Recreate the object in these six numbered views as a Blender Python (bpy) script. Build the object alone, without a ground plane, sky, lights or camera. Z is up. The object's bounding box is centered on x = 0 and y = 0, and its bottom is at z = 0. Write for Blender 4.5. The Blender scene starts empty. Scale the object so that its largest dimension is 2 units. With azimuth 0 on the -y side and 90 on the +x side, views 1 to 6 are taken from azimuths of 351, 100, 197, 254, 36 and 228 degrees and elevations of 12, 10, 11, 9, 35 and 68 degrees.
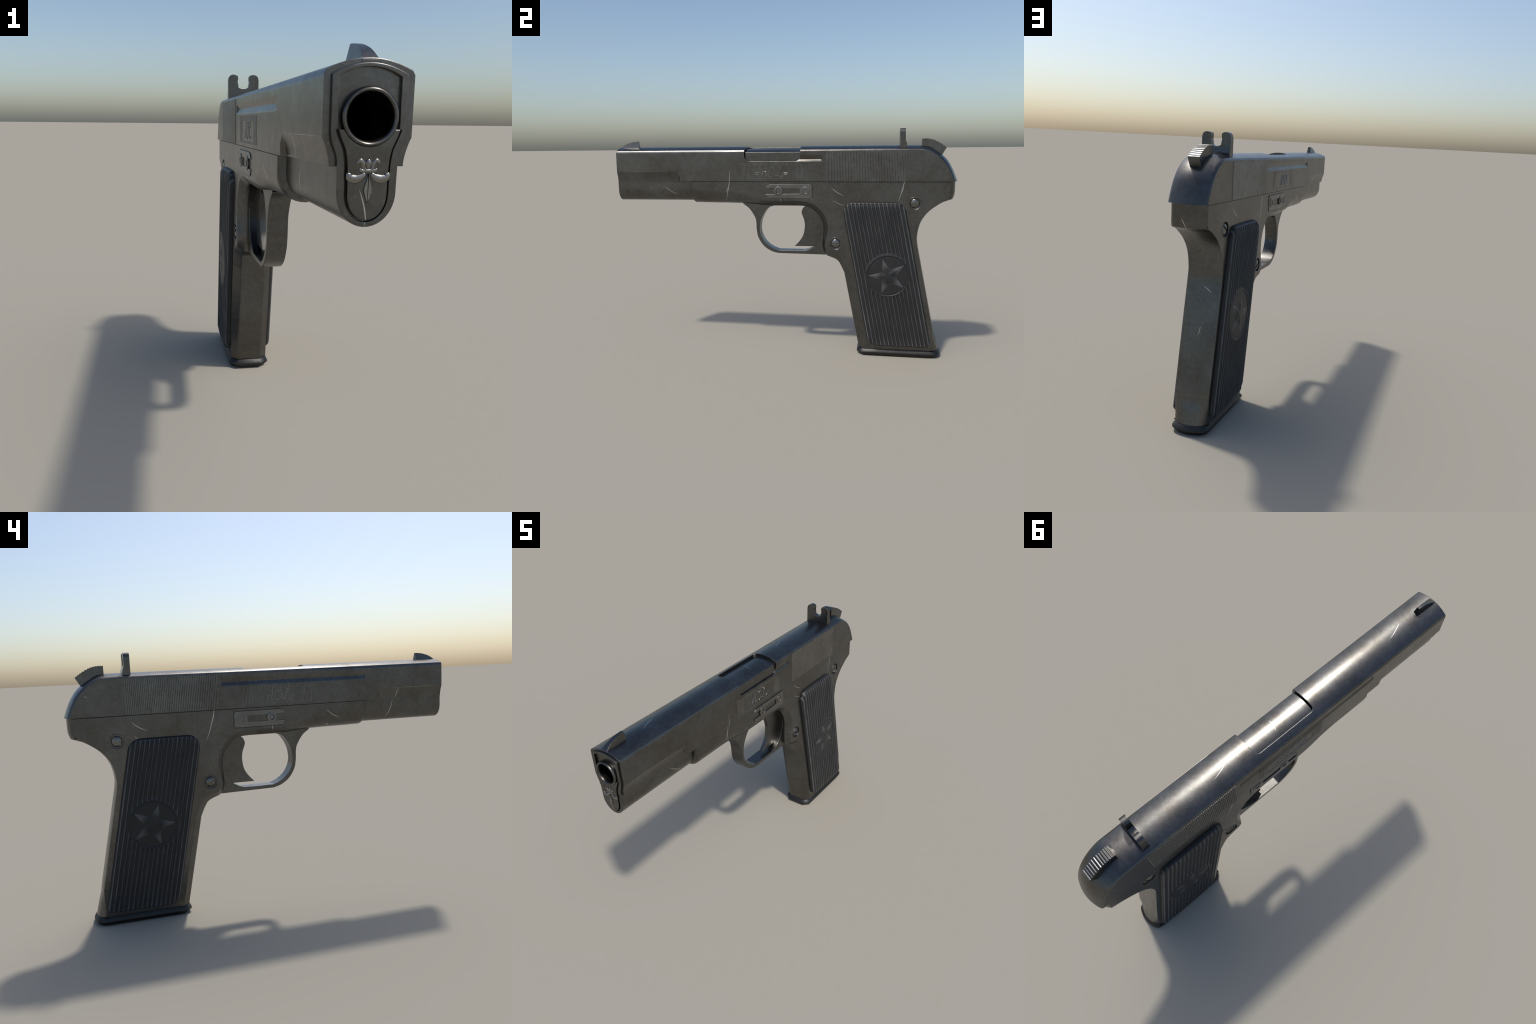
import bpy, bmesh, math, random
from mathutils import Vector, Matrix
from mathutils.geometry import tessellate_polygon

random.seed(7)
SLIDE_W = 0.0885      # half width of the slide
FRAME_W = 0.0815      # half width of the frame
SEAM_Z = 1.0175       # joint between slide and frame

# ------------------------------------------------------------------ helpers
def lerp(a, b, t):
    return a + (b - a) * t

def smooth(e0, e1, x):
    t = max(0.0, min(1.0, (x - e0) / (e1 - e0)))
    return t * t * (3 - 2 * t)

def catmull(pts, n=6, closed=False):
    """smooth curve through hand-placed points of any dimension"""
    out, m = [], len(pts)
    segs = m if closed else m - 1
    for i in range(segs):
        if closed:
            p0, p1, p2, p3 = (pts[(i + k) % m] for k in (-1, 0, 1, 2))
        else:
            p0, p1 = pts[max(i - 1, 0)], pts[i]
            p2, p3 = pts[i + 1], pts[min(i + 2, m - 1)]
        for k in range(n):
            t = k / n
            out.append(tuple(0.5 * (2 * b + (c - a) * t + (2 * a - 5 * b + 4 * c - d) * t * t
                                    + (3 * b - a - 3 * c + d) * t ** 3)
                             for a, b, c, d in zip(p0, p1, p2, p3)))
    if not closed:
        out.append(tuple(pts[-1]))
    return out

def path(spec, n=6):
    """spec: runs of points; each run is splined, corners fall between the runs"""
    out = []
    for run in spec:
        pts = catmull(run, n) if len(run) > 2 else list(run)
        for p in pts:
            if not out or (Vector(p[:2]) - Vector(out[-1][:2])).length > 1e-5:
                out.append(tuple(p))
    if (Vector(out[0][:2]) - Vector(out[-1][:2])).length < 1e-5:
        out.pop()
    return out

def arc(cx, cy, r, a0, a1, n, ry=None):
    ry = r if ry is None else ry
    return [(cx + r * math.cos(math.radians(lerp(a0, a1, i / n))),
             cy + ry * math.sin(math.radians(lerp(a0, a1, i / n)))) for i in range(n + 1)]

def area2(p):
    return sum(p[i - 1][0] * p[i][1] - p[i][0] * p[i - 1][1] for i in range(len(p))) / 2

def finish(me, angle=32):
    bm = bmesh.new(); bm.from_mesh(me)
    bmesh.ops.remove_doubles(bm, verts=bm.verts, dist=2e-5)
    bmesh.ops.recalc_face_normals(bm, faces=bm.faces)
    bm.to_mesh(me); bm.free()
    for p in me.polygons:
        p.use_smooth = True
    me.set_sharp_from_angle(angle=math.radians(angle))
    me.update()

def make(name, verts, faces, mat, parent=None, angle=32):
    me = bpy.data.meshes.new(name)
    me.from_pydata([tuple(v) for v in verts], [], faces)
    finish(me, angle)
    ob = bpy.data.objects.new(name, me)
    bpy.context.scene.collection.objects.link(ob)
    if mat:
        me.materials.append(mat)
        w = ob.modifiers.new('even_shading', 'WEIGHTED_NORMAL'); w.keep_sharp = True; w.weight = 80
    if parent: ob.parent = parent
    return ob

def prism_geo(poly, a, b, axis='x', bevel=0.0, steps=3):
    """extrude a 2D outline. axis x: poly=(y,z); axis y: poly=(x,z); axis z: poly=(x,y).
    bevel rounds both rims (b end and a end)."""
    if area2(poly) < 0:
        poly = poly[::-1]
    n = len(poly)
    rings = []
    def inset(d):
        if d == 0: return poly
        o = []
        for i in range(n):
            p0, p1, p2 = (Vector(poly[(i + k) % n]) for k in (-1, 0, 1))
            e1, e2 = (p1 - p0).normalized(), (p2 - p1).normalized()
            n1, n2 = Vector((-e1.y, e1.x)), Vector((-e2.y, e2.x))
            m = n1 + n2
            m = m / max(m.dot(n1), 0.4) if m.length > 1e-6 else n1
            o.append(tuple(p1 + m * d))
        return o
    lv = []
    if bevel:
        s = 1 if b > a else -1
        for k in range(steps + 1):
            t = math.pi / 2 * k / steps
            lv.append((bevel * (1 - math.sin(t)), a + s * bevel * (1 - math.cos(t))))
        for k in range(steps, -1, -1):
            t = math.pi / 2 * k / steps
            lv.append((bevel * (1 - math.sin(t)), b - s * bevel * (1 - math.cos(t))))
    else:
        lv = [(0, a), (0, b)]
    V, F = [], []
    for d, h in lv:
        for p in inset(d):
            V.append((h, p[0], p[1]) if axis == 'x' else (p[0], h, p[1]) if axis == 'y' else (p[0], p[1], h))
    for k in range(len(lv) - 1):
        for i in range(n):
            j = (i + 1) % n
            F.append((k * n + i, k * n + j, (k + 1) * n + j, (k + 1) * n + i))
    F.append(tuple(range(n))[::-1])
    F.append(tuple(range((len(lv) - 1) * n, len(lv) * n)))
    return V, F

def prism(name, poly, a, b, mat, parent=None, axis='x', bevel=0.0, angle=32, steps=3):
    V, F = prism_geo(poly, a, b, axis, bevel, steps)
    return make(name, V, F, mat, parent, angle)

def revolve_geo(profile, centre, axis='x', n=48, closed=False):
    """profile: (radius, height along axis)"""
    V, F = [], []
    for r, h in profile:
        for i in range(n):
            t = 2 * math.pi * i / n
            c, s = r * math.cos(t), r * math.sin(t)
            v = (h, c, s) if axis == 'x' else (c, h, s)
            V.append(tuple(v[k] + centre[k] for k in range(3)))
    m = len(profile)
    for k in range(m - (0 if closed else 1)):
        k2 = (k + 1) % m
        for i in range(n):
            j = (i + 1) % n
            F.append((k * n + i, k * n + j, k2 * n + j, k2 * n + i))
    if not closed:
        if profile[0][0] > 1e-6: F.append(tuple(range(n))[::-1])
        if profile[-1][0] > 1e-6: F.append(tuple(range((m - 1) * n, m * n)))
    return V, F

def boolean(ob, cutters, op='DIFFERENCE', angle=32):
    ob.modifiers.clear()
    def box(mesh):
        return [f(v.co[k] for v in mesh.vertices) for k in range(3) for f in (min, max)]
    for c in cutters:
        before = box(ob.data)
        for attempt in range(6):
            m = ob.modifiers.new('cut', 'BOOLEAN')
            m.operation, m.object, m.solver = op, c, 'EXACT'
            dg = bpy.context.evaluated_depsgraph_get(); dg.update()
            me = bpy.data.meshes.new_from_object(ob.evaluated_get(dg))
            ob.modifiers.clear()
            after = box(me) if len(me.vertices) else [9] * 6
            if max(abs(a - b) for a, b in zip(before, after)) < .012:
                old = ob.data; ob.data = me; me.name = ob.name
                bpy.data.meshes.remove(old)
                break
            bpy.data.meshes.remove(me)          # a bad cut: nudge the cutter and try again
            c.data.transform(Matrix.Translation((2.3e-5, 3.1e-5, -1.7e-5)))
    me = ob.data
    for c in cutters:
        d = c.data; bpy.data.objects.remove(c); bpy.data.meshes.remove(d)
    for p in me.polygons: p.use_smooth = True
    me.set_sharp_from_angle(angle=math.radians(angle))
    w = ob.modifiers.new('even_shading', 'WEIGHTED_NORMAL'); w.keep_sharp = True; w.weight = 80

def join_geo(parts):
    V, F = [], []
    for v, f in parts:
        o = len(V); V += list(v); F += [tuple(i + o for i in q) for q in f]
    return V, F

def mirror_copy(ob):
    """the same part on the other side of the pistol"""
    me = ob.data.copy()
    me.transform(Matrix.Scale(-1, 4, (1, 0, 0)))
    me.flip_normals()
    o = bpy.data.objects.new(ob.name.split('.')[0], me)
    bpy.context.scene.collection.objects.link(o)
    o.parent = ob.parent
    w = o.modifiers.new('even_shading', 'WEIGHTED_NORMAL'); w.keep_sharp = True; w.weight = 80
    for k in ob.keys(): o[k] = ob[k]
    return o

def sweep_geo(pts, radius, sides=6, taper=None, up=(1, 0, 0)):
    """round bar along a 3D polyline"""
    V, F = [], []
    n = len(pts)
    P = [Vector(p) for p in pts]
    up0 = Vector(up)
    for i in range(n):
        d = (P[min(i + 1, n - 1)] - P[max(i - 1, 0)]).normalized()
        a = d.cross(up0).normalized(); b = a.cross(d)
        r = radius * (taper(i / (n - 1)) if taper else 1)
        for k in range(sides):
            t = 2 * math.pi * k / sides
            V.append(P[i] + a * r * math.cos(t) + b * r * math.sin(t))
    for i in range(n - 1):
        for k in range(sides):
            j = (k + 1) % sides
            F.append((i * sides + k, i * sides + j, (i + 1) * sides + j, (i + 1) * sides + k))
    F.append(tuple(range(sides))[::-1]); F.append(tuple(range((n - 1) * sides, n * sides)))
    return V, F

# ------------------------------------------------------------------ materials
class Nodes:
    def __init__(self, name):
        self.mat = bpy.data.materials.new(name); self.mat.use_nodes = True
        self.t = self.mat.node_tree; self.t.nodes.clear()
        self.out = self.t.nodes.new('ShaderNodeOutputMaterial')
        self.bsdf = self.t.nodes.new('ShaderNodeBsdfPrincipled')
        self.t.links.new(self.bsdf.outputs[0], self.out.inputs[0])
        self.co = self.t.nodes.new('ShaderNodeTexCoord').outputs['Object']
    def put(self, sock, v):
        if hasattr(v, 'is_output'): self.t.links.new(v, sock)
        else: sock.default_value = v
    def math(self, op, a, b=0.0, c=None, clamp=False):
        n = self.t.nodes.new('ShaderNodeMath'); n.operation = op; n.use_clamp = clamp
        self.put(n.inputs[0], a); self.put(n.inputs[1], b)
        if c is not None: self.put(n.inputs[2], c)
        return n.outputs[0]
    def dot(self, a, v):
        n = self.t.nodes.new('ShaderNodeVectorMath'); n.operation = 'DOT_PRODUCT'
        self.put(n.inputs[0], a); n.inputs[1].default_value = v
        return n.outputs['Value']
    def noise(self, scale, detail=4, rough=.55, stretch=(1, 1, 1), off=(0, 0, 0)):
        m = self.t.nodes.new('ShaderNodeMapping'); m.inputs['Scale'].default_value = stretch
        m.inputs['Location'].default_value = off
        self.t.links.new(self.co, m.inputs[0])
        n = self.t.nodes.new('ShaderNodeTexNoise')
        n.inputs['Scale'].default_value = scale; n.inputs['Detail'].default_value = detail
        n.inputs['Roughness'].default_value = rough
        self.t.links.new(m.outputs[0], n.inputs['Vector'])
        return n.outputs['Fac']
    def ramp(self, f, stops):
        n = self.t.nodes.new('ShaderNodeValToRGB')
        el = n.color_ramp.elements
        while len(el) < len(stops): el.new(0.5)
        for e, (p, c) in zip(el, stops):
            e.position = p
            e.color = (c, c, c, 1) if isinstance(c, (int, float)) else (*c, 1)
        self.put(n.inputs[0], f)
        return n.outputs[0]
    def mix(self, f, a, b, blend='MIX'):
        n = self.t.nodes.new('ShaderNodeMix'); n.data_type = 'RGBA'; n.blend_type = blend
        self.put(n.inputs[0], f)
        self.put(n.inputs[6], (*a, 1) if isinstance(a, tuple) else a)
        self.put(n.inputs[7], (*b, 1) if isinstance(b, tuple) else b)
        return n.outputs[2]
    def bump(self, h, strength, dist, normal=None):
        n = self.t.nodes.new('ShaderNodeBump')
        n.inputs['Strength'].default_value = strength; n.inputs['Distance'].default_value = dist
        self.put(n.inputs['Height'], h)
        if normal is not None: self.t.links.new(normal, n.inputs['Normal'])
        return n.outputs[0]
    def edge(self, r):
        n = self.t.nodes.new('ShaderNodeBevel'); n.samples = 6
        n.inputs['Radius'].default_value = r
        return n.outputs[0]

# Each scratch: face it lies on, start, end, sag, half width (metres).
# Faces: 'R'/'L' sides use (y,z); 'T' top uses (x,y); 'F' muzzle uses (x,z); 'B' backstrap uses (x,z)
SCRATCHES = [
    ('R', (.718, 1.075), (.676, .900), .006, .0016), ('R', (.708, .99), (.690, .945), .002, .0010),
    ('R', (.301, .986), (.379, .936), -.006, .0013), ('R', (.312, .911), (.380, .880), -.003, .0011),
    ('R', (.000, .965), (.015, .888), .002, .0014),
    ('R', (-.286, 1.088), (-.318, .897), .008, .0016), ('R', (-.298, .99), (-.314, .948), .002, .0010),
    ('R', (-.695, .989), (-.611, .938), -.006, .0013),
    ('L', (.285, 1.075), (.345, .858), -.010, .0016), ('L', (.292, 1.0), (.312, .955), -.002, .0010),
    ('L', (.700, .986), (.620, .936), .006, .0013), ('L', (.687, .916), (.670, .900), .001, .0010),
    ('L', (.902, 1.115), (.886, 1.111), .001, .0010),
    ('L', (-.720, 1.078), (-.704, 1.016), .001, .0012), ('L', (-.697, 1.014), (-.652, .911), -.007, .0015),
    ('L', (-.299, .985), (-.378, .935), .006, .0013), ('L', (-.302, .912), (-.328, .897), .001, .0009),
    ('L', (.002, .936), (-.007, .891), -.002, .0014),
    ('L', (-.985, 1.0730), (-.650, 1.0730), .0008, .0003), ('R', (-.985, 1.0730), (-.650, 1.0730), .0006, .0004),
    ('T', (.016, -.775), (-.018, -.678), .004, .0016), ('T', (.040, -.020), (-.020, -.011), .003, .0012),
    ('T', (.004, .245), (-.022, .330), .003, .0012),
    ('F', (-.0165, .975), (.000, .900), .004, .0013),
    ('B', (.022, .962), (.002, .912), -.002, .0016), ('B', (-.040, .612), (.002, .640), .004, .0013),
    ('B', (.004, .425), (-.006, .470), .002, .0012),
]

def steel(name, base=.128, tint=(1.0, .99, .965), rough=.31, mottle=1.0, scratches=False, wear=.0035):
    N = Nodes(name)
    big = N.noise(5.5, 5, .6)
    mid = N.noise(24, 5, .65, off=(3, 1, 2))
    fine = N.noise(170, 3, .6)
    grime = N.noise(11, 6, .7, stretch=(1, .8, 1.3), off=(7, 2, 5))
    c0 = tuple(base * t for t in tint)
    dark = tuple(base * .74 * t for t in (1.04, .97, .86))
    light = tuple(base * 1.18 * t for t in (.98, .985, .95))
    blotch = N.ramp(big, [(.36, 0.0), (.64, 1.0)])
    col = N.mix(blotch, dark, light)
    col = N.mix(N.ramp(mid, [(.35, 0.0), (.62, .55 * mottle)]), col, c0)
    col = N.mix(N.ramp(grime, [(.55, 0.0), (.75, .6 * mottle)]), col, tuple(base * t for t in (.86, .72, .55)))
    cloud = N.noise(62, 5, .7, off=(4, 8, 3))
    col = N.mix(N.ramp(cloud, [(.38, .40 * mottle), (.56, 0.0)]), col, tuple(base * t for t in (.70, .68, .62)))
    col = N.mix(N.ramp(cloud, [(.56, 0.0), (.72, .32 * mottle)]), col, tuple(base * 1.45 * t for t in (.98, .99, 1)))
    speck = N.ramp(N.noise(90, 2, .5, off=(1, 5, 9)), [(.68, 0.0), (.76, .5)])
    col = N.mix(speck, col, tuple(base * 1.7 * t for t in (1, .98, .93)))
    rgh = N.math('ADD', N.math('MULTIPLY', N.math('SUBTRACT', mid, .5), .20),
                 N.math('MULTIPLY_ADD', fine, .10, rough - .05))
    h = N.math('MULTIPLY_ADD', fine, .5, N.math('MULTIPLY', mid, .8))
    # worn, lighter metal where an edge is rounded off: compare bevelled and plain normals
    nrm = N.edge(wear)
    geo = N.t.nodes.new('ShaderNodeNewGeometry')
    vm = N.t.nodes.new('ShaderNodeVectorMath'); vm.operation = 'DOT_PRODUCT'
    N.t.links.new(nrm, vm.inputs[0]); N.t.links.new(geo.outputs['Normal'], vm.inputs[1])
    worn = N.math('MULTIPLY', N.ramp(vm.outputs['Value'], [(.86, 1.0), (.985, 0.0)]),
                  N.ramp(mid, [(.40, .15), (.60, .75)]))
    col = N.mix(worn, col, tuple(min(1, base * 1.9 * t) for t in (1, .98, .94)))
    if scratches:
        px = N.dot(N.co, (1, 0, 0)); py = N.dot(N.co, (0, 1, 0)); pz = N.dot(N.co, (0, 0, 1))
        gate = {'R': N.math('GREATER_THAN', px, .045), 'L': N.math('LESS_THAN', px, -.045),
                'T': N.math('GREATER_THAN', pz, 1.19), 'F': N.math('LESS_THAN', py, -.97),
                'B': N.math('MULTIPLY', N.math('GREATER_THAN', py, .72), N.math('LESS_THAN', N.math('ABSOLUTE', px), .075))}
        axes = {'R': ((0, 1, 0), (0, 0, 1)), 'L': ((0, 1, 0), (0, 0, 1)), 'T': ((1, 0, 0), (0, 1, 0)),
                'F': ((1, 0, 0), (0, 0, 1)), 'B': ((1, 0, 0), (0, 0, 1))}
        total = None
        for face, a, b, sag, w in SCRATCHES:
            ax, ay = (Vector(v) for v in axes[face])
            d = Vector(b) - Vector(a); L = d.length; d /= L
            u = (ax * d.x + ay * d.y); v = (ax * -d.y + ay * d.x)
            A = ax * a[0] + ay * a[1]
            t = N.math('MULTIPLY_ADD', N.dot(N.co, u), 1 / L, -A.dot(u) / L)
            n = N.math('ADD', N.dot(N.co, v), -A.dot(v))
            q = N.math('MULTIPLY', N.math('MULTIPLY', t, N.math('SUBTRACT', 1.0, t)), 4.0)
            dist = N.math('ABSOLUTE', N.math('SUBTRACT', n, N.math('MULTIPLY', q, sag)))
            m = N.math('LESS_THAN', dist, N.math('MULTIPLY', q, w))
            m = N.math('MULTIPLY', m, gate[face])
            total = m if total is None else N.math('MAXIMUM', total, m)
        col = N.mix(N.math('MULTIPLY', total, .85), col, (.62, .62, .60))
        h = N.math('SUBTRACT', h, N.math('MULTIPLY', total, 1.2))
    N.put(N.bsdf.inputs['Base Color'], col)
    N.bsdf.inputs['Metallic'].default_value = 1.0
    N.put(N.bsdf.inputs['Roughness'], rgh)
    N.put(N.bsdf.inputs['Normal'], N.bump(h, .13, .0012, nrm))
    return N.mat

def bakelite(name, base=.019, ribs=False, star=False):
    N = Nodes(name)
    a = N.noise(14, 4, .6); f = N.noise(220, 3, .6)
    col = N.mix(N.ramp(a, [(.35, 0.0), (.65, 1.0)]), tuple(base * .88 * t for t in (.97, 1, 1.06)),
                tuple(base * 1.12 * t for t in (1.0, 1.0, 1.03)))
    col = N.mix(N.ramp(N.noise(60, 4, .7, stretch=(1, 1, .35)), [(.60, 0.0), (.75, .45)]), col, (.062, .062, .063))
    if ribs:      # paler crests along the ribs, strongest near the panel edges
        py = N.dot(N.co, (0, 1, 0)); pz = N.dot(N.co, (0, 0, 1))
        t = N.math('MULTIPLY_ADD', pz, 1 / .8405, -.0630 / .8405)
        left = N.math('MULTIPLY_ADD', t, -.1660, .5275)
        wid = N.math('MULTIPLY_ADD', t, -.0070, .3595)
        u = N.math('DIVIDE', N.math('SUBTRACT', py, left), wid)
        ph = N.math('FRACT', N.math('MULTIPLY', u, 16.0))
        crest = N.math('SUBTRACT', 1.0, N.math('ABSOLUTE', N.math('MULTIPLY_ADD', ph, 2.0, -1.0)))
        yy = N.math('SUBTRACT', py, .632); zz = N.math('SUBTRACT', pz, .483)
        rr = N.math('SQRT', N.math('ADD', N.math('MULTIPLY', yy, yy), N.math('MULTIPLY', zz, zz)))
        side = N.math('ABSOLUTE', N.math('MULTIPLY_ADD', u, 2.0, -1.0))
        ends = N.math('ABSOLUTE', N.math('MULTIPLY_ADD', t, 2.0, -1.0))
        crest_pale = N.math('MAXIMUM', N.ramp(side, [(.70, .55), (.88, 1.0)]), N.ramp(ends, [(.86, .55), (.97, 1.0)]))
        crest_pale = N.math('MULTIPLY', crest_pale, N.math('LESS_THAN', N.math('MAXIMUM', side, ends), .985))
        m = N.math('MULTIPLY', crest_pale, N.ramp(crest, [(.60, 0.0), (.88, 1.0)]))
        m = N.math('MULTIPLY', m, N.math('GREATER_THAN', rr, .122))
        m = N.math('MULTIPLY', m, N.ramp(N.noise(30, 4, .6, stretch=(1, 1, .25), off=(2, 4, 1)), [(.30, .35), (.65, 1.0)]))
        col = N.mix(N.math('MULTIPLY', m, .75), col, (.165, .165, .166))
    if star:      # light on the sloping arms painted in, paler towards the tips
        yy = N.math('SUBTRACT', N.dot(N.co, (0, 1, 0)), .632); zz = N.math('SUBTRACT', N.dot(N.co, (0, 0, 1)), .483)
        rr = N.math('SQRT', N.math('ADD', N.math('MULTIPLY', yy, yy), N.math('MULTIPLY', zz, zz)))
        col = N.mix(N.ramp(N.math('MULTIPLY', rr, 9.0), [(.36, 0.0), (.62, .9)]), col, (.082, .082, .083))
    N.put(N.bsdf.inputs['Base Color'], col)
    N.put(N.bsdf.inputs['Roughness'], N.math('MULTIPLY_ADD', a, .16, .40))
    N.bsdf.inputs['Specular IOR Level'].default_value = .36
    N.put(N.bsdf.inputs['Normal'], N.bump(f, .12, .0008))
    return N.mat

STEEL = steel('blued_steel', scratches=True)
STEEL_SMALL = steel('blued_steel_fittings', wear=.0015)
STEEL_BRIGHT = steel('polished_steel', base=.27, rough=.26, mottle=.5, wear=.0006)
STEEL_WORN = steel('rubbed_steel', base=.28, rough=.28, mottle=.4, wear=.0004)
STEEL_RIB = steel('rib_crest_steel', base=.20, rough=.36, wear=.0006)  # lightened so the crests keep their bright reflected lines
STEEL_CLIP = steel('spring_clip_steel', base=.19, rough=.33, mottle=.7, wear=.0012)
STEEL_SCREW = steel('screw_steel', base=.17, rough=.22, mottle=.4, wear=.001)
STEEL_BORE = steel('shadow_darkened_bore_steel', base=.05, rough=.5)  # base darkened to carry the shade inside the barrel
STEEL_BASE = steel('dark_steel', base=.060, tint=(.95, .98, 1.02), rough=.50)
BAKELITE = bakelite('black_bakelite', ribs=True)
BAKELITE_STAR = bakelite('painted_light_bakelite', base=.021, star=True)

# ------------------------------------------------------------------ root
root = bpy.data.objects.new('pistol', None)
bpy.context.scene.collection.objects.link(root)
root['label'] = 'worn dark steel pistol with ribbed black star grips'
root['category'] = 'pistol'

# ------------------------------------------------------------------ slide
edge_path = [(-.981, 1.187), (-.60, 1.187), (.0, 1.188), (.50, 1.190), (.70, 1.191), (.79, 1.1905)]
crest_path = [(-.981, 1.2170), (-.60, 1.2170), (.0, 1.2165), (.50, 1.2165), (.70, 1.2163), (.79, 1.2160)]
edge_curve = catmull([(.79, 1.1905), (.825, 1.1885), (.864, 1.172), (.900, 1.144), (.931, 1.108),
                      (.956, 1.062), (.974, 1.0178)], 4)
crest_curve = catmull([(.79, 1.2160), (.835, 1.2095), (.880, 1.187), (.920, 1.158), (.951, 1.124),
                       (.978, 1.075), (1.0, 1.0178)], 4)
stations = []
ys = [-.981, -.95, -.90, -.85, -.8, -.75, -.7, -.67] + [-.655 + .005 * i for i in range(17)] + \
     [-.56, -.5, -.4, -.2, 0, .2, .4, .6, .7, .75]
def along(pts, y):
    for a, b in zip(pts, pts[1:]):
        if y <= b[0] + 1e-9:
            return lerp(a[1], b[1], (y - a[0]) / (b[0] - a[0]))
    return pts[-1][1]
for y in ys:
    stations.append(((y, along(edge_path, y)), (y, along(crest_path, y))))
stations += list(zip(edge_curve, crest_curve))

SIDE = 26
def slide_x(y, z):
    """the side wall curls in under the muzzle end; the relief ends in a rounded corner"""
    cy, cz, r = -.640, 1.024, .049
    dy, dz = max(y - cy, 0), max(z - cz, 0)
    d = r - math.hypot(dy, dz) if dy > 0 else r - dz      # inside distance
    inside = smooth(-.002, .007, d)
    t = max(0.0, min(1.0, (1.073 - z) / .055))
    depth = .0145 * (1 - (1 - t) ** 1.7)
    if y > -.66:
        depth = max(depth, .004 * smooth(0, .2, t))
    return SLIDE_W - depth * inside

def bulge(x):
    """crown of the slide: shallow arch that breaks over a small shoulder chamfer"""
    f = lambda q: 1 - 101.7 * q * q
    x = abs(x)
    return f(x) if x <= .083 else f(.083) * (SLIDE_W - x) / (SLIDE_W - .083)
ARC_X = [lerp(-.083, .083, k / 20) for k in range(21)]
ARC = len(ARC_X) + 1
V, F = [], []
for (ey, ez), (cy, cz) in stations:
    row = []
    for k in range(SIDE):
        z = lerp(SEAM_Z, ez, k / (SIDE - 1))
        row.append((-slide_x(ey, z), ey, z))
    for x in ARC_X:
        b = bulge(x)
        row.append((x, lerp(ey, cy, b), lerp(ez, cz, b)))
    for k in range(SIDE - 1, -1, -1):
        z = lerp(SEAM_Z, ez, k / (SIDE - 1))
        row.append((slide_x(ey, z), ey, z))
    V += row
M = 2 * SIDE + ARC - 1
for s in range(len(stations) - 1):
    for k in range(M):
        j = (k + 1) % M
        F.append((s * M + k, s * M + j, (s + 1) * M + j, (s + 1) * M + k))
F.append(tuple(range(M))); F.append(tuple(range((len(stations) - 1) * M, len(stations) * M))[::-1])
slide = make('slide', V, F, STEEL, root)

# ejection port: rounded window that wraps from the right side over the crest
def rounded_rect(x0, y0, x1, y1, r, n=6):
    return (arc(x1 - r, y1 - r, r, 0, 90, n) + arc(x0 + r, y1 - r, r, 90, 180, n) +
            arc(x0 + r, y0 + r, r, 180, 270, n) + arc(x1 - r, y0 + r, r, 270, 360, n))
port_side = rounded_rect(-.198, 1.132, .127, 1.30, .032)
side_cut = prism('cut', port_side, .066, .2, None)
top_cut = prism('cut', rounded_rect(-.052, -.1975, .0960, .1263, .022), 1.16, 1.35, None, axis='z')

def groove_cutter(y0, y1, z0, z1, sx, depth, cap=.006, mid=.5):
    """V groove along the side with sloped ends"""
    zm = lerp(z0, z1, mid)
    x1, x0 = sx * (SLIDE_W + .004), sx * (SLIDE_W - depth)
    e = .004 * (z1 - z0) / 2 / depth
    V = [(x1, y0, z0 - e), (x1, y0, z1 + e), (x0, y0 + cap, zm), (x1, y1, z0 - e), (x1, y1, z1 + e), (x0, y1 - cap, zm)]
    F = [(0, 1, 2), (3, 5, 4), (0, 3, 4, 1), (1, 4, 5, 2), (2, 5, 3, 0)]
    return make('cut', V, F, None)
slot_r = groove_cutter(.05, .252, 1.133, 1.169, 1, .0075, mid=.27)
slot_l = groove_cutter(-.526, .252, 1.132, 1.165, -1, .0070)
V, F = revolve_geo([(.050, -1.02), (.050, -.35)], (0, 0, 1.110), 'y', 48)
bore_cut = make('cut', V, F, None)
boolean(slide, [side_cut, top_cut, slot_r, slot_l, bore_cut])

# nose: the rim that closes the muzzle end, continued back below as the spring housing
def arch(half, z_edge, rise, n=14):
    return [(lerp(half, -half, k / n), z_edge + rise * (1 - (lerp(1, -1, k / n)) ** 2)) for k in range(n + 1)]
def nose_outline(top, edge_x):
    side = catmull([(edge_x, 1.083), (edge_x - .003, 1.063), (.0615, 1.035), (.0600, 1.005), (.0595, .968)], 5)
    belly = arc(0, .968, .0595, 0, -180, 24, .067)[1:-1]
    left = [(-x, z) for x, z in side][::-1]
    return top + left[::-1] [0:0] + [(-x, z) for x, z in side] + belly[::-1] + side[::-1]
nose_poly = nose_outline(arch(.0745, 1.187, .021), .0745)
nose = prism('muzzle_nose', nose_poly, -.9895, -.925, STEEL, slide, axis='y', bevel=.002)
window = arch(.0605, 1.183, .018) + [(-.0605, 1.080), (-.050, 1.05), (.050, 1.05), (.0605, 1.080)]
def tongue_outline(g=0.0):
    side = catmull([(.0605 + g, 1.087), (.0560 + g, 1.073), (.0460 + g, 1.050), (.0415 + g, 1.025), (.0400 + g, .995), (.0395 + g, .965)], 5)
    belly = arc(0, .965, .0395 + g, 0, -180, 20, .050 + g)[1:-1]
    return [(-x, z) for x, z in side] + belly[::-1] + side[::-1]
w_cut = prism('cut', window, -1.02, -.974, None, axis='y')
t_cut = prism('cut', tongue_outline(.0045), -1.02, -.978, None, axis='y')
V, F = revolve_geo([(.0575, -1.02), (.0575, -.971)], (0, 0, 1.110), 'y', 48)
r_cut = make('cut', V, F, None)
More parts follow.
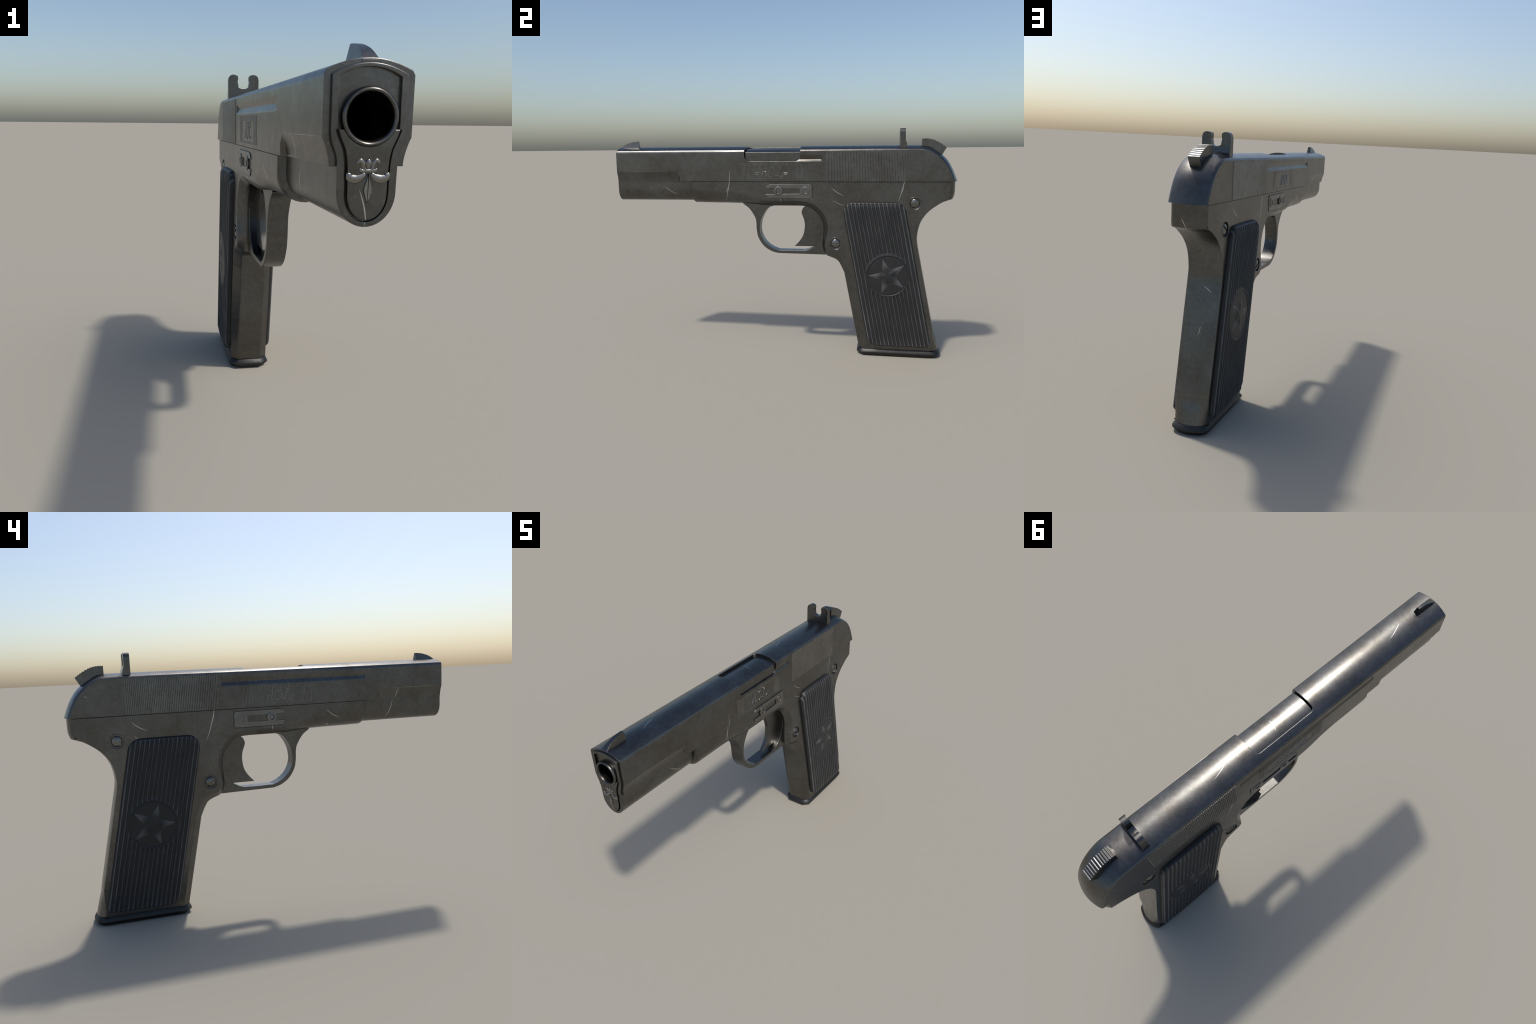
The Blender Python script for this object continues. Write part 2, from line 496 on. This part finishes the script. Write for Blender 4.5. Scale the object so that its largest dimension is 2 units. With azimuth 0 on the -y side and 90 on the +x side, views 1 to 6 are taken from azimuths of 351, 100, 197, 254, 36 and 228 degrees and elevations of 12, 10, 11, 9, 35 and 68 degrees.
V, F = revolve_geo([(.050, -1.02), (.050, -.35)], (0, 0, 1.110), 'y', 48)
b_cut = make('cut', V, F, None)
boolean(nose, [w_cut, t_cut, r_cut, b_cut])
housing = prism('recoil_spring_housing', [(x * .996, z) for x, z in
                catmull([(.0598, 1.03), (.0598, 1.0), (.0595, .968)], 3) +
                [(x, z + .0003) for x, z in arc(0, .968, .0595, 0, -180, 28, .067)[1:-1]] +
                catmull([(-.0595, .968), (-.0598, 1.0), (-.0598, 1.03)], 3)], -.926, -.47, STEEL, slide, axis='y')

tongue = prism('bushing_plate', tongue_outline(), -.9945, -.955, STEEL, slide, axis='y', bevel=.002)
V, F = revolve_geo([(.0545, -1.02), (.0545, -.90)], (0, 0, 1.110), 'y', 48)
boolean(tongue, [make('cut', V, F, None)])

# raised lily ornament on the bushing plate
def on_front(pts, y=-.9950):
    return [(x, y, z) for x, z in pts]
orn = []
def stroke(pts, r, tp=lambda t: .35 + .65 * math.sin(math.pi * min(1, max(0, t))) ** .6):
    orn.append(sweep_geo(on_front(catmull(pts, 8)), r, 10, tp, (0, 1, 0)))
for s in (1, -1):
    stroke([(s * .006, 1.0050), (s * .013, .9985), (s * .024, .9945), (s * .035, .9965), (s * .0385, 1.0035), (s * .0385, 1.0065)], .0078,
           lambda t: .34 + .68 * math.sin(math.pi * t ** .85) ** .9)
    stroke([(s * .004, 1.0100), (s * .0085, 1.0160), (s * .0100, 1.0230), (s * .0150, 1.0290), (s * .0200, 1.0270), (s * .0195, 1.0225)], .0043)
    stroke([(s * .005, 1.0090), (s * .0105, 1.0095), (s * .0150, 1.0110), (s * .0160, 1.0150)], .0036)
stroke([(0, 1.0135), (0, 1.0210), (0, 1.0275), (0, 1.0320)], .0056, lambda t: .35 + .75 * math.sin(math.pi * t))
stroke([(-.010, 1.0100), (0, 1.0095), (.010, 1.0100)], .0036)
orn = [([(x, -.9940 + (y + .9940) * .55, z) for x, y, z in v], f) for v, f in orn]      # low relief
ornament = make('lily_ornament', *join_geo(orn), STEEL_BRIGHT, tongue, 60)
# long pointed petal below
dia = path([[(0, 1.0055), (.0022, .995), (.0072, .978), (.0076, .971), (.0035, .957), (0, .949)],
            [(0, .949), (-.0035, .957), (-.0076, .971), (-.0072, .978), (-.0022, .995), (0, 1.0055)]], 4)
prism('pointed_petal', dia, -.9980, -.985, STEEL_BRIGHT, tongue, axis='y', bevel=.0012)

# barrel with hollow bore
bar = [(.0440, -.30), (.0440, -.985), (.0450, -.994), (.0475, -.9985), (.0505, -1.0), (.0535, -.9985),
       (.0558, -.994), (.0562, -.985), (.0562, -.97), (.0495, -.965), (.0495, -.30)]
V, F = revolve_geo(bar, (0, 0, 1.110), 'y', 64, closed=True)
barrel = make('barrel', V, F, STEEL, root, 40)
V, F = revolve_geo([(.0437, -.955), (.0437, -.31), (.0001, -.31)], (0, 0, 1.110), 'y', 48)
V2, F2 = V, [f for f in F if len(f) == 4]
bore = make('bore', V2, F2, STEEL_BORE, barrel)

# chamber block showing in the ejection port
hood_poly = [(.0775, 1.10), (.0800, 1.120), (.0800, 1.178), (.0775, 1.1835)] + arch(.0760, 1.1842, .0185)[1:-1] + \
            [(-.0760, 1.184), (-.0760, 1.10)]
hood = prism('chamber_hood', hood_poly, -.194, .14, STEEL, barrel, axis='y', bevel=.002)

# grasping serrations: fine vertical ribs on both sides
def ribs_geo(y0, y1, pitch, z_lo, z_hi, x_lo, x_hi):
    n = max(1, round((y1 - y0) / pitch)); p = (y1 - y0) / n
    prof = []
    for i in range(n):
        a = y0 + i * p
        prof += [(a, x_lo), (a + p * .12, x_lo), (a + p * .34, x_hi), (a + p * .74, x_hi), (a + p * .96, x_lo)]
    prof.append((y1, x_lo))
    V, F = [], []
    for y, x in prof:
        V += [(x, y, z_lo), (x, y, z_hi), (.080, y, z_lo), (.080, y, z_hi)]
    for i in range(len(prof) - 1):
        a, b = 4 * i, 4 * i + 4
        F += [(a, b, b + 1, a + 1), (a + 1, b + 1, b + 3, a + 3), (a, a + 2, b + 2, b)]
    F += [(0, 1, 3, 2), (len(V) - 4, len(V) - 2, len(V) - 1, len(V) - 3)]
    return V, F
serr = make('grasping_serration', *ribs_geo(.271, .719, .00865, SEAM_Z + .001, 1.1868, SLIDE_W + .0002, SLIDE_W + .0028), STEEL_RIB, slide, 20)
serr['kind'] = 'stuff'
mirror_copy(serr)

# name panel: ribbed border with script lettering
plate_x = SLIDE_W
rib_parts = []
X0, X1 = SLIDE_W - .002, SLIDE_W + .0016
rib_parts.append(ribs_geo(-.2205, -.163, .0072, 1.0295, 1.1215, X0 + .0012, X1))
rib_parts.append(ribs_geo(.095, .1455, .0072, 1.0295, 1.1215, X0 + .0012, X1))
rib_parts.append(ribs_geo(-.162, .094, .0072, 1.1050, 1.1215, X0 + .0012, X1))
rib_parts.append(ribs_geo(-.162, .094, .0072, 1.0295, 1.0370, X0 + .0012, X1))
panel = make('ribbed_name_panel', *join_geo(rib_parts), STEEL_RIB, slide, 20)
panel['kind'] = 'stuff'
mirror_copy(panel)

STROKE_R = .0019
def script_letters(side):
    """strokes in panel units: u to the reader's right, v up (0..1)"""
    A = [[(.324, .20), (.336, .22), (.370, .46), (.420, .78)], [(.420, .78), (.417, .52), (.404, .25), (.420, .21), (.440, .32)],
         [(.332, .475), (.350, .455), (.408, .475)]]
    O = [[(.523, .775), (.484, .73), (.452, .46), (.456, .24), (.491, .17), (.530, .30), (.551, .54), (.545, .72),
          (.520, .775), (.498, .68), (.512, .62), (.540, .73)]]
    L = [[(.642, .770), (.628, .60), (.607, .38), (.585, .22)],
         [(.604, .63), (.600, .70), (.622, .775), (.648, .785), (.660, .74), (.650, .66), (.630, .60)],
         [(.585, .22), (.560, .235), (.556, .29), (.585, .278), (.628, .190), (.670, .200), (.694, .275)]]
    bars = [[(.245, .412), (.302, .427)], [(.242, .318), (.298, .333)], [(.690, .412), (.750, .427)], [(.694, .318), (.746, .333)]]
    parts = []
    for k, strokes in enumerate((A, O, L, bars)):
        for st in strokes:
            pts = catmull(st, 7) if len(st) > 2 else st
            p3 = []
            for u, v in pts:
                y = (-.2205 + u * .366) if side > 0 else (.1455 - u * .366)
                p3.append((side * (SLIDE_W + .0002), y, 1.0295 + v * .092))
            parts.append(sweep_geo(p3, STROKE_R if k < 3 else .0013, 6))
    return join_geo(parts)
for s in (1, -1):
    ob = make('script_lettering', *script_letters(s), STEEL_WORN, slide, 60)

# front sight: curved ramp blade, wider at its foot
prof = catmull([(-.982, 1.214), (-.950, 1.236), (-.908, 1.2495), (-.872, 1.2535)], 5) + [(-.866, 1.205), (-.982, 1.205)]
V, F = [], []
for s in (-1, 1):
    for y, z in prof:
        h = max(0, min(1, (z - 1.214) / .04))
        V.append((s * lerp(.0165, .0065, h), y, z))
n = len(prof)
F = [tuple(range(n)), tuple(range(n, 2 * n))[::-1]] + [(i, n + i, n + (i + 1) % n, (i + 1) % n) for i in range(n)]
make('front_sight', V, F, STEEL_SMALL, slide)

# rear sight: upright leaf with a keyhole notch, flared foot
face = path([[(-.068, 1.196), (-.068, 1.285)], [(-.068, 1.285), (-.064, 1.299), (-.054, 1.3075), (-.042, 1.3085), (-.031, 1.306), (-.0255, 1.301)],
             [(-.0255, 1.301), (-.0245, 1.290), (-.0265, 1.278), (-.0245, 1.268), (-.0225, 1.254)], [(-.0225, 1.254), (-.010, 1.2485), (.0, 1.247), (.010, 1.2485), (.0225, 1.254)],
             [(.0225, 1.254), (.0245, 1.268), (.0265, 1.278), (.0245, 1.290), (.0255, 1.301)],
             [(.0255, 1.301), (.031, 1.306), (.042, 1.3085), (.054, 1.3075), (.064, 1.299), (.068, 1.285)], [(.068, 1.285), (.068, 1.196)]], 4)
face = [(x, z - (.010 * (abs(x) / .068) ** 2 if z < 1.2 else 0)) for x, z in face]
V, F = prism_geo(face, .681, .7095, 'y')
V2 = []
for x, y, z in V:
    if y > .70:
        y += .0095 * (1 - smooth(1.215, 1.252, z))
    V2.append((x, y, z))
V, F = prism_geo(face, .681, .7095, 'y')
# extra loops for the flare: split the leaf at two heights
rs = make('rear_sight', V, F, STEEL_SMALL, slide)
bm = bmesh.new(); bm.from_mesh(rs.data)
for zc in (1.205, 1.215, 1.225, 1.235, 1.245):
    bmesh.ops.bisect_plane(bm, geom=bm.verts[:] + bm.edges[:] + bm.faces[:], plane_co=(0, 0, zc), plane_no=(0, 0, 1))
for v in bm.verts:
    if v.co.y > .70:
        v.co.y += .0095 * (1 - smooth(1.217, 1.252, v.co.z))
bm.to_mesh(rs.data); bm.free(); finish(rs.data, 32)

# hammer: curved spur with cross ribs
top = catmull([(.802, 1.2520), (.832, 1.2525), (.866, 1.2445), (.904, 1.2245), (.935, 1.2030)], 10)
low = catmull([(.802, 1.2110), (.838, 1.2085), (.874, 1.1880), (.912, 1.1625)], 8)
rib = []
for i in range(12):
    for f, h in ((.10, -.0018), (.34, .0006), (.66, .0006), (.90, -.0018)):
        q = (i + f) / 12 * (len(top) - 1); k = min(int(q), len(top) - 2)
        a, b = Vector(top[k]), Vector(top[k + 1])
        d = (b - a).normalized()
        p = a.lerp(b, q - k) + Vector((-d.y, d.x)) * h
        rib.append((p.x, p.y))
hp = [top[0]] + rib + [top[-1]] + low[::-1]
prism('hammer', hp, -.0255, .0255, STEEL_SMALL, root, angle=25)

# ------------------------------------------------------------------ frame
# centre-line outline (y, z, chamfer inset, round inset) of the frame seen from the side
outline = path([
    [(-.5370, 1.030, .002, .010), (-.5375, .965, .002, .014)],
    [(-.5375, .965, .002, .014), (-.5330, .920, .0, .035), (-.5270, .900, .0, .055), (-.5130, .8885, .0, .070)],
    [(-.5130, .8885, .0, .074), (-.4, .8868, .0, .076), (-.30, .8858, .0, .076), (-.235, .8845, .004, .060)],
    [(-.235, .8845, .004, .060), (-.16, .8805, .010, .030), (-.08, .8765, .027, .006), (.0, .8755, .031, .0), (.115, .8755, .031, 0)],
    [(.115, .8755, .031, .0), (.165, .8700, .031, .0), (.211, .8450, .031, .0), (.245, .8000, .031, .0), (.2580, .7490, .030, 0),
     (.2565, .7050, .026, .0), (.2540, .6700, .020, .0), (.2545, .6400, .016, .0), (.2640, .6080, .018, .0), (.283, .5845, .026, .0)],
    [(.283, .5845, .026, .0), (.3370, .5620, .033, .0), (.3600, .5330, .033, .0), (.3830, .4850, .033, 0)],
    [(.3830, .4850, .033, 0), (.4735, .0420, .033, 0)],
    [(.4735, .0420, .033, 0), (.9310, .0420, .004, .048)],
    [(.9310, .0420, .004, .048), (.9160, .1000, .004, .030), (.9035, .1400, .003, .014), (.8950, .1800, .003, .004)],
    [(.8950, .1800, .003, .004), (.8610, .340, .003, .003), (.7955, .6550, .002, .004)],
    [(.7955, .6550, .002, .004), (.7910, .7090, .002, .004), (.8070, .7840, .002, .006), (.8475, .8460, .002, .004), (.9110, .8935, .002, .004), (.9500, .9090, .002, .008), (.9790, .9195, .002, .024)],
    [(.9790, .9195, .002, .024), (.9870, .9400, .002, .030), (.9900, .9650, .002, .034), (.9900, 1.030, .002, .034)],
], 7)
# subdivide long runs a little so that the insets stay smooth
poly = []
for i, p in enumerate(outline):
    q = outline[(i + 1) % len(outline)]
    L = math.hypot(q[0] - p[0], q[1] - p[1])
    if abs(p[1] - 1.03) < 1e-6 and abs(q[1] - 1.03) < 1e-6:
        poly.append(p); continue
    k = max(1, int(L / .03))
    for j in range(k):
        poly.append(tuple(lerp(a, b, j / k) for a, b in zip(p, q)))
if area2([(p[0], p[1]) for p in poly]) < 0: poly = poly[::-1]
npt = len(poly)
normals = []
for i in range(npt):
    a, b, c = (Vector(poly[(i + k) % npt][:2]) for k in (-1, 0, 1))
    e1, e2 = (b - a).normalized(), (c - b).normalized()
    m = Vector((-e1.y - e2.y, e1.x + e2.x)).normalized()
    m = m / max(.75, m.dot(Vector((-e1.y, e1.x))))
    if abs(b.y - 1.03) < 1e-6: m = Vector((1 if m.x > 0 else -1, 0))
    if abs(b.y - .042) < 1e-6:
        m = Vector((1 if m.x > 0 else -1, 0))
    if b.x > .965 and b.y < 1.02:
        m = Vector((-1, 0))          # the tang narrows straight forward
    normals.append(m)
for i, p in enumerate(poly):       # the heel is cut square: no inset along the bottom run
    if abs(p[1] - .042) < 1e-6 and .48 < p[0] < .915:
        normals[i] = Vector((0, 0))
levels = [0, .015, .028, .038, .045, .050, .055, .060, .065, .070, .0745, .0785, .0815, .084, .0857, .0865]
levels = [x * FRAME_W / .0865 for x in levels]
levels = [-x for x in levels[:0:-1]] + levels
V, F = [], []
for x in levels:
    ax = abs(x)
    ce = 1 - math.sqrt(max(0, 1 - (ax / FRAME_W) ** 2))
    cc = max(0, (ax - .050) / (FRAME_W - .050))
    for p, m in zip(poly, normals):
        d = p[2] * cc + p[3] * ce
        if p[0] < -.500 and p[1] < .9655:      # front lower corner draws up into the side wall
            k = (p[0] + .5375) / .0375
            V.append((x, p[0] + (lerp(-.5235, -.500, k) - p[0]) * ce, p[1] + (lerp(.9655, .9629, k) - p[1]) * ce))
        else:
            V.append((x, p[0] + m.x * d, p[1] + m.y * d))
for k in range(len(levels) - 1):
    for i in range(npt):
        j = (i + 1) % npt
        F.append((k * npt + i, k * npt + j, (k + 1) * npt + j, (k + 1) * npt + i))
F.append(tuple(range(npt))[::-1]); F.append(tuple(range((len(levels) - 1) * npt, len(levels) * npt)))
frame = make('frame', V, F, STEEL, root, 50)
bm = bmesh.new(); bm.from_mesh(frame.data)
bmesh.ops.triangulate(bm, faces=[f for f in bm.faces if len(f.verts) > 20])
bm.to_mesh(frame.data); bm.free()

SCREWS = [(.7705, .8960, 35), (.3315, .6610, 0)]
cutters = []
for y, z, rot in SCREWS:
    for s in (1, -1):
        Vc, Fc = revolve_geo([(.0335, s * (FRAME_W - .007)), (.0335, s * (FRAME_W + .02))], (0, y, z), 'x', 40)
        cutters.append((Vc, Fc))
for s in (1, -1):
    cutters.append(prism_geo([(-.060, .9185), (.194, .9185), (.1975, .925), (.1975, .997), (.193, 1.0030), (-.050, 1.0030), (-.080, .980), (-.080, .943)],
                             s * (FRAME_W - .0016), s * (FRAME_W + .02)))
for s in (1, -1):      # shadow gap under the slide
    cutters.append(prism_geo([(-.60, 1.0143), (1.05, 1.0143), (1.05, 1.06), (-.60, 1.06)], s * .0765, s * .12))
boolean(frame, [make('cut', *join_geo(cutters), None)], angle=50)

# trigger guard: flat bow, opening cut through
outer = path([[(-.2215, .8835), (-.183, .855), (-.1515, .808), (-.1425, .776), (-.1400, .730), (-.1295, .681), (-.0965, .632), (-.0520, .6025), (-.0100, .5905)],
              [(-.0100, .5905), (.277, .5870)], [(.277, .5870), (.33, .62), (.33, .90), (-.20, .90)]], 7)
hole = path([[(-.034, .8735), (-.073, .857), (-.108, .804), (-.1205, .752), (-.1165, .705), (-.091, .657), (-.0505, .6245), (-.0100, .6085)],
             [(-.0100, .6085), (.145, .6080)], [(.145, .6080), (.178, .6190), (.213, .6420), (.242, .6800), (.2560, .7480), (.2460, .8000), (.2120, .8460), (.165, .8715), (.118, .8765)]], 7)
guard = prism('trigger_guard', outer, -.0355, .0355, STEEL, frame, bevel=.003)
boolean(guard, [prism('cut', hole, -.1, .1, None)])

# trigger
tp = path([[(.205, .632), (.085, .6310)], [(.085, .6310), (.115, .6635), (.1365, .7000), (.1450, .7465), (.1415, .7865), (.1270, .8280), (.1300, .8490), (.1400, .8640), (.1530, .8715)],
           [(.1530, .8715), (.20, .90), (.30, .80), (.285, .70)]], 6)
prism('trigger', tp, -.0115, .0115, STEEL_SMALL, frame, bevel=.0015)

# screws: domed slotted heads in countersunk rings
for y, z, rot in SCREWS:
    for s in (1, -1):
        pr = [(.0001, .0075)]
        dome = [(.0265 * math.sin(t), FRAME_W - .0075 + .0105 * math.cos(t)) for t in [math.pi / 2 * k / 10 for k in range(11)]]
        prof = [(max(r, .0002), h) for r, h in dome] + [(.0265, FRAME_W - .010)]
        if s < 0: prof = [(r, -h) for r, h in prof]
        V, F = revolve_geo(prof, (0, y, z), 'x', 40)
        sc = make('screw', V, F, STEEL_SCREW, frame, 40)
        ang = math.radians({(1, 35): 33, (1, 0): 0, (-1, 35): 45, (-1, 0): -35}[(s, rot)])
        c, sn = math.cos(ang), math.sin(ang)
        slot = [(y + c * a - sn * b, z + sn * a + c * b) for a, b in ((-.04, -.0050), (.04, -.0050), (.04, .0050), (-.04, .0050))]
        boolean(sc, [prism('cut', slot, s * (FRAME_W - .003), s * (FRAME_W + .02), None)], angle=40)
        ring = [(.0335, FRAME_W - .006), (.0332, FRAME_W + .0003), (.0348, FRAME_W + .0016), (.0368, FRAME_W + .0010), (.0378, FRAME_W - .002)]
        if s < 0: ring = [(r, -h) for r, h in ring]
        V, F = revolve_geo(ring, (0, y, z), 'x', 40)
        F = [f for f in F if len(f) == 4]
        make('screw_ring', V, F, STEEL_SMALL, frame, 40)
# small tear-shaped spring end running up from the lower screw
tear = [(.3420, .6960), (.3560, .6885), (.3860, .7270)] + arc(.3775, .7330, .0100, -35, 145, 6) + [(.3690, .7375)]
tail = prism('screw_retainer', tear, FRAME_W - .002, FRAME_W + .0013, STEEL_SMALL, frame, bevel=.0008)
mirror_copy(tail)

# slide stop clip: forked flat spring with two pin rings
fork = path([[(-.0770, .9790), (-.066, .993), (-.046, 1.0005)], [(-.046, 1.0005), (.186, 1.0005)], [(.186, 1.0005), (.1945, .992)],
             [(.1945, .992), (.1945, .9295)], [(.1945, .9295), (.186, .9210)], [(.186, .9210), (-.046, .9210), (-.064, .928), (-.0770, .9440)],
             [(-.0770, .9440), (.125, .9470)], [(.125, .9470), (.125, .9760)], [(.125, .9760), (-.0770, .9790)]], 4)
clip = prism('slide_stop_clip', fork, FRAME_W - .003, FRAME_W + .0030, STEEL_CLIP, frame, bevel=.0015)
clip2 = mirror_copy(clip)
for y in (-.0010, .1565):
    ringp = [(.0130, FRAME_W - .003), (.0130, FRAME_W + .0045), (.0145, FRAME_W + .0058), (.0235, FRAME_W + .0058), (.0255, FRAME_W + .0045), (.0255, FRAME_W - .003)]
    V, F = revolve_geo(ringp, (0, y, .9625), 'x', 36, closed=True)
    pin = revolve_geo([(.0126, FRAME_W - .003), (.0126, FRAME_W + .001), (.0110, FRAME_W + .002)], (0, y, .9625), 'x', 30)
    r1 = make('clip_pin', *join_geo([(V, F), pin]), STEEL_CLIP, clip, 35)
    r2 = mirror_copy(r1); r2.parent = clip2

# ------------------------------------------------------------------ grip panels
G_TOP, G_BOT = .9035, .0630
def grip_left(z):  return lerp(.5275, .3615, (z - G_BOT) / (G_TOP - G_BOT))
def grip_right(z): return lerp(.8870, .7140, (z - G_BOT) / (G_TOP - G_BOT))
CORNER = {'tl': .074, 'tr': .056, 'bl': .050, 'br': .036}
STAR_C = (.6320, .4830); DISC_R = .1120
STAR_PTS = []
for i in range(10):
    a = math.pi + i * math.pi / 5
    r = .1100 if i % 2 == 0 else .0430
    STAR_PTS.append((STAR_C[0] + r * math.cos(a), STAR_C[1] + r * math.sin(a)))
slope = (.5300 - .3640) / (G_TOP - G_BOT)
cosl = 1 / math.sqrt(1 + slope ** 2)
def grip_d(y, z):
    dl, dr = (y - grip_left(z)) * cosl, (grip_right(z) - y) * cosl
    dt, db = G_TOP - z, z - G_BOT
    d = min(dl, dr, dt, db)
    for (a, b, k) in ((dl, dt, 'tl'), (dr, dt, 'tr'), (dl, db, 'bl'), (dr, db, 'br')):
        r = CORNER[k]
        if a < r and b < r:
            d = min(d, r - math.hypot(r - a, r - b))
    return d
X_BACK, X_FACE, RIBS = .0790, .1090, 16
def grip_x(y, z):
    d = max(0.0, grip_d(y, z))
    dl, dr = (y - grip_left(z)) * cosl, (grip_right(z) - y) * cosl
    q = max(0.0, min(1, d / .019, dl / .017, dr / .025, (G_TOP - z) / .034, (z - G_BOT) / .017))
    h = (X_FACE - X_BACK) * (.14 + .86 * math.sqrt(max(0, 1 - (1 - q) ** 2)))
    u = (y - grip_left(z)) / (grip_right(z) - grip_left(z))
    h -= .004 * (2 * u - 1) ** 2
    rs = math.hypot(y - STAR_C[0], z - STAR_C[1])
    m = smooth(.002, .014, d) * smooth(.004, .018, min(G_TOP - z, z - G_BOT)) * smooth(DISC_R + .004, DISC_R + .024, rs)
    ph = (u * RIBS) % 1.0
    rid = 1 - abs(2 * ph - 1)
    rid = smooth(.45, 1.0, rid)
    h -= .0056 * (1 - rid) * m
    if rs < DISC_R + .004:
        h -= .0035 * smooth(DISC_R + .004, DISC_R, rs) - .0017 * smooth(DISC_R - .001, DISC_R - .006, rs)
    return X_BACK + h
def grip_geo(nu=264, nz=400):
    zs = []
    for k in range(nz + 1):
        t = k / nz
        t = t + .045 * -math.sin(2 * math.pi * t) * .5     # closer rows near both ends
        zs.append(lerp(G_BOT, G_TOP, t))
    V, F = [], []
    for z in zs:
        lo, hi = grip_left(z), grip_right(z)
        mid = (lo + hi) / 2
        def edge_at(out, inn):
            a, b = out, inn
            if grip_d(a, z) >= -1e-9: return a
            for _ in range(24):
                c = (a + b) / 2
                if grip_d(c, z) < 0: a = c
                else: b = c
            return b
        l, r = edge_at(lo, mid), edge_at(hi, mid)
        for k in range(nu + 1):
            t = k / nu
            t = t - .03 * math.sin(2 * math.pi * t)
            y = lerp(l, r, t)
            V.append((grip_x(y, z), y, z))
    W = nu + 1
    for j in range(nz):
        for i in range(nu):
            a = j * W + i
            F.append((a, a + 1, a + W + 1, a + W))
    # skirt down to the frame
    border = [i for i in range(W)] + [j * W + nu for j in range(1, nz + 1)] + \
             [nz * W + i for i in range(nu - 1, -1, -1)] + [j * W for j in range(nz - 1, 0, -1)]
    o = len(V)
    for b in border: V.append((X_BACK - .006, V[b][1], V[b][2]))
    n = len(border)
    for k in range(n):
        F.append((border[k], o + k, o + (k + 1) % n, border[(k + 1) % n]))
    return V, F
grip = make('grip_panel', *grip_geo(), BAKELITE, frame, 50)
grip2 = mirror_copy(grip)

# five-pointed star on the grip medallion: bevelled arms, flat centre
V, F = [], []
hb = X_FACE - .0085
for k, hgt in ((1.0, hb), (1.0, hb + .0060), (.26, hb + .0122)):
    for y, z in STAR_PTS:
        V.append((hgt, STAR_C[0] + (y - STAR_C[0]) * k, STAR_C[1] + (z - STAR_C[1]) * k))
for k in range(2):
    for i in range(10):
        j = (i + 1) % 10
        F.append((k * 10 + i, k * 10 + j, k * 10 + 10 + j, k * 10 + 10 + i))
F.append(tuple(range(20, 30)))
star = make('star_emblem', V, F, BAKELITE_STAR, grip, 12)
star2 = mirror_copy(star); star2.parent = grip2

# ------------------------------------------------------------------ magazine floor plate
plan = [(-.055, .4635), (.055, .4635), (.0890, .495)] + catmull([(.0900, .60), (.0900, .80), (.0890, .887), (.078, .920), (.050, .937), (0, .944),
        (-.050, .937), (-.078, .920), (-.0890, .887), (-.0900, .80), (-.0900, .60)], 4) + [(-.0890, .495)]
c = (0, .70)
def scaled(d):
    o = []
    for x, y in plan:
        sx = (abs(x) - d) / abs(x) if abs(x) > .02 else 1
        yy = y + (d if y < .5 else -d if y > .86 else 0)
        o.append((x * sx, yy))
    return o
prof = [(.013, .0), (.010, .002), (.004, .010), (.0, .018), (.0005, .023), (.006, .032), (.0120, .0400), (.0135, .0427), (.024, .0430)]
V, F = [], []
n = len(plan)
for d, z in prof:
    V += [(x, y, z) for x, y in scaled(d)]
for k in range(len(prof) - 1):
    for i in range(n):
        j = (i + 1) % n
        F.append((k * n + i, k * n + j, (k + 1) * n + j, (k + 1) * n + i))
F.append(tuple(range(n))[::-1]); F.append(tuple(range((len(prof) - 1) * n, len(prof) * n)))
make('magazine_floor_plate', V, F, STEEL_BASE, root, 40)

# drop cutter leftovers
for me in list(bpy.data.meshes):
    if me.users == 0: bpy.data.meshes.remove(me)
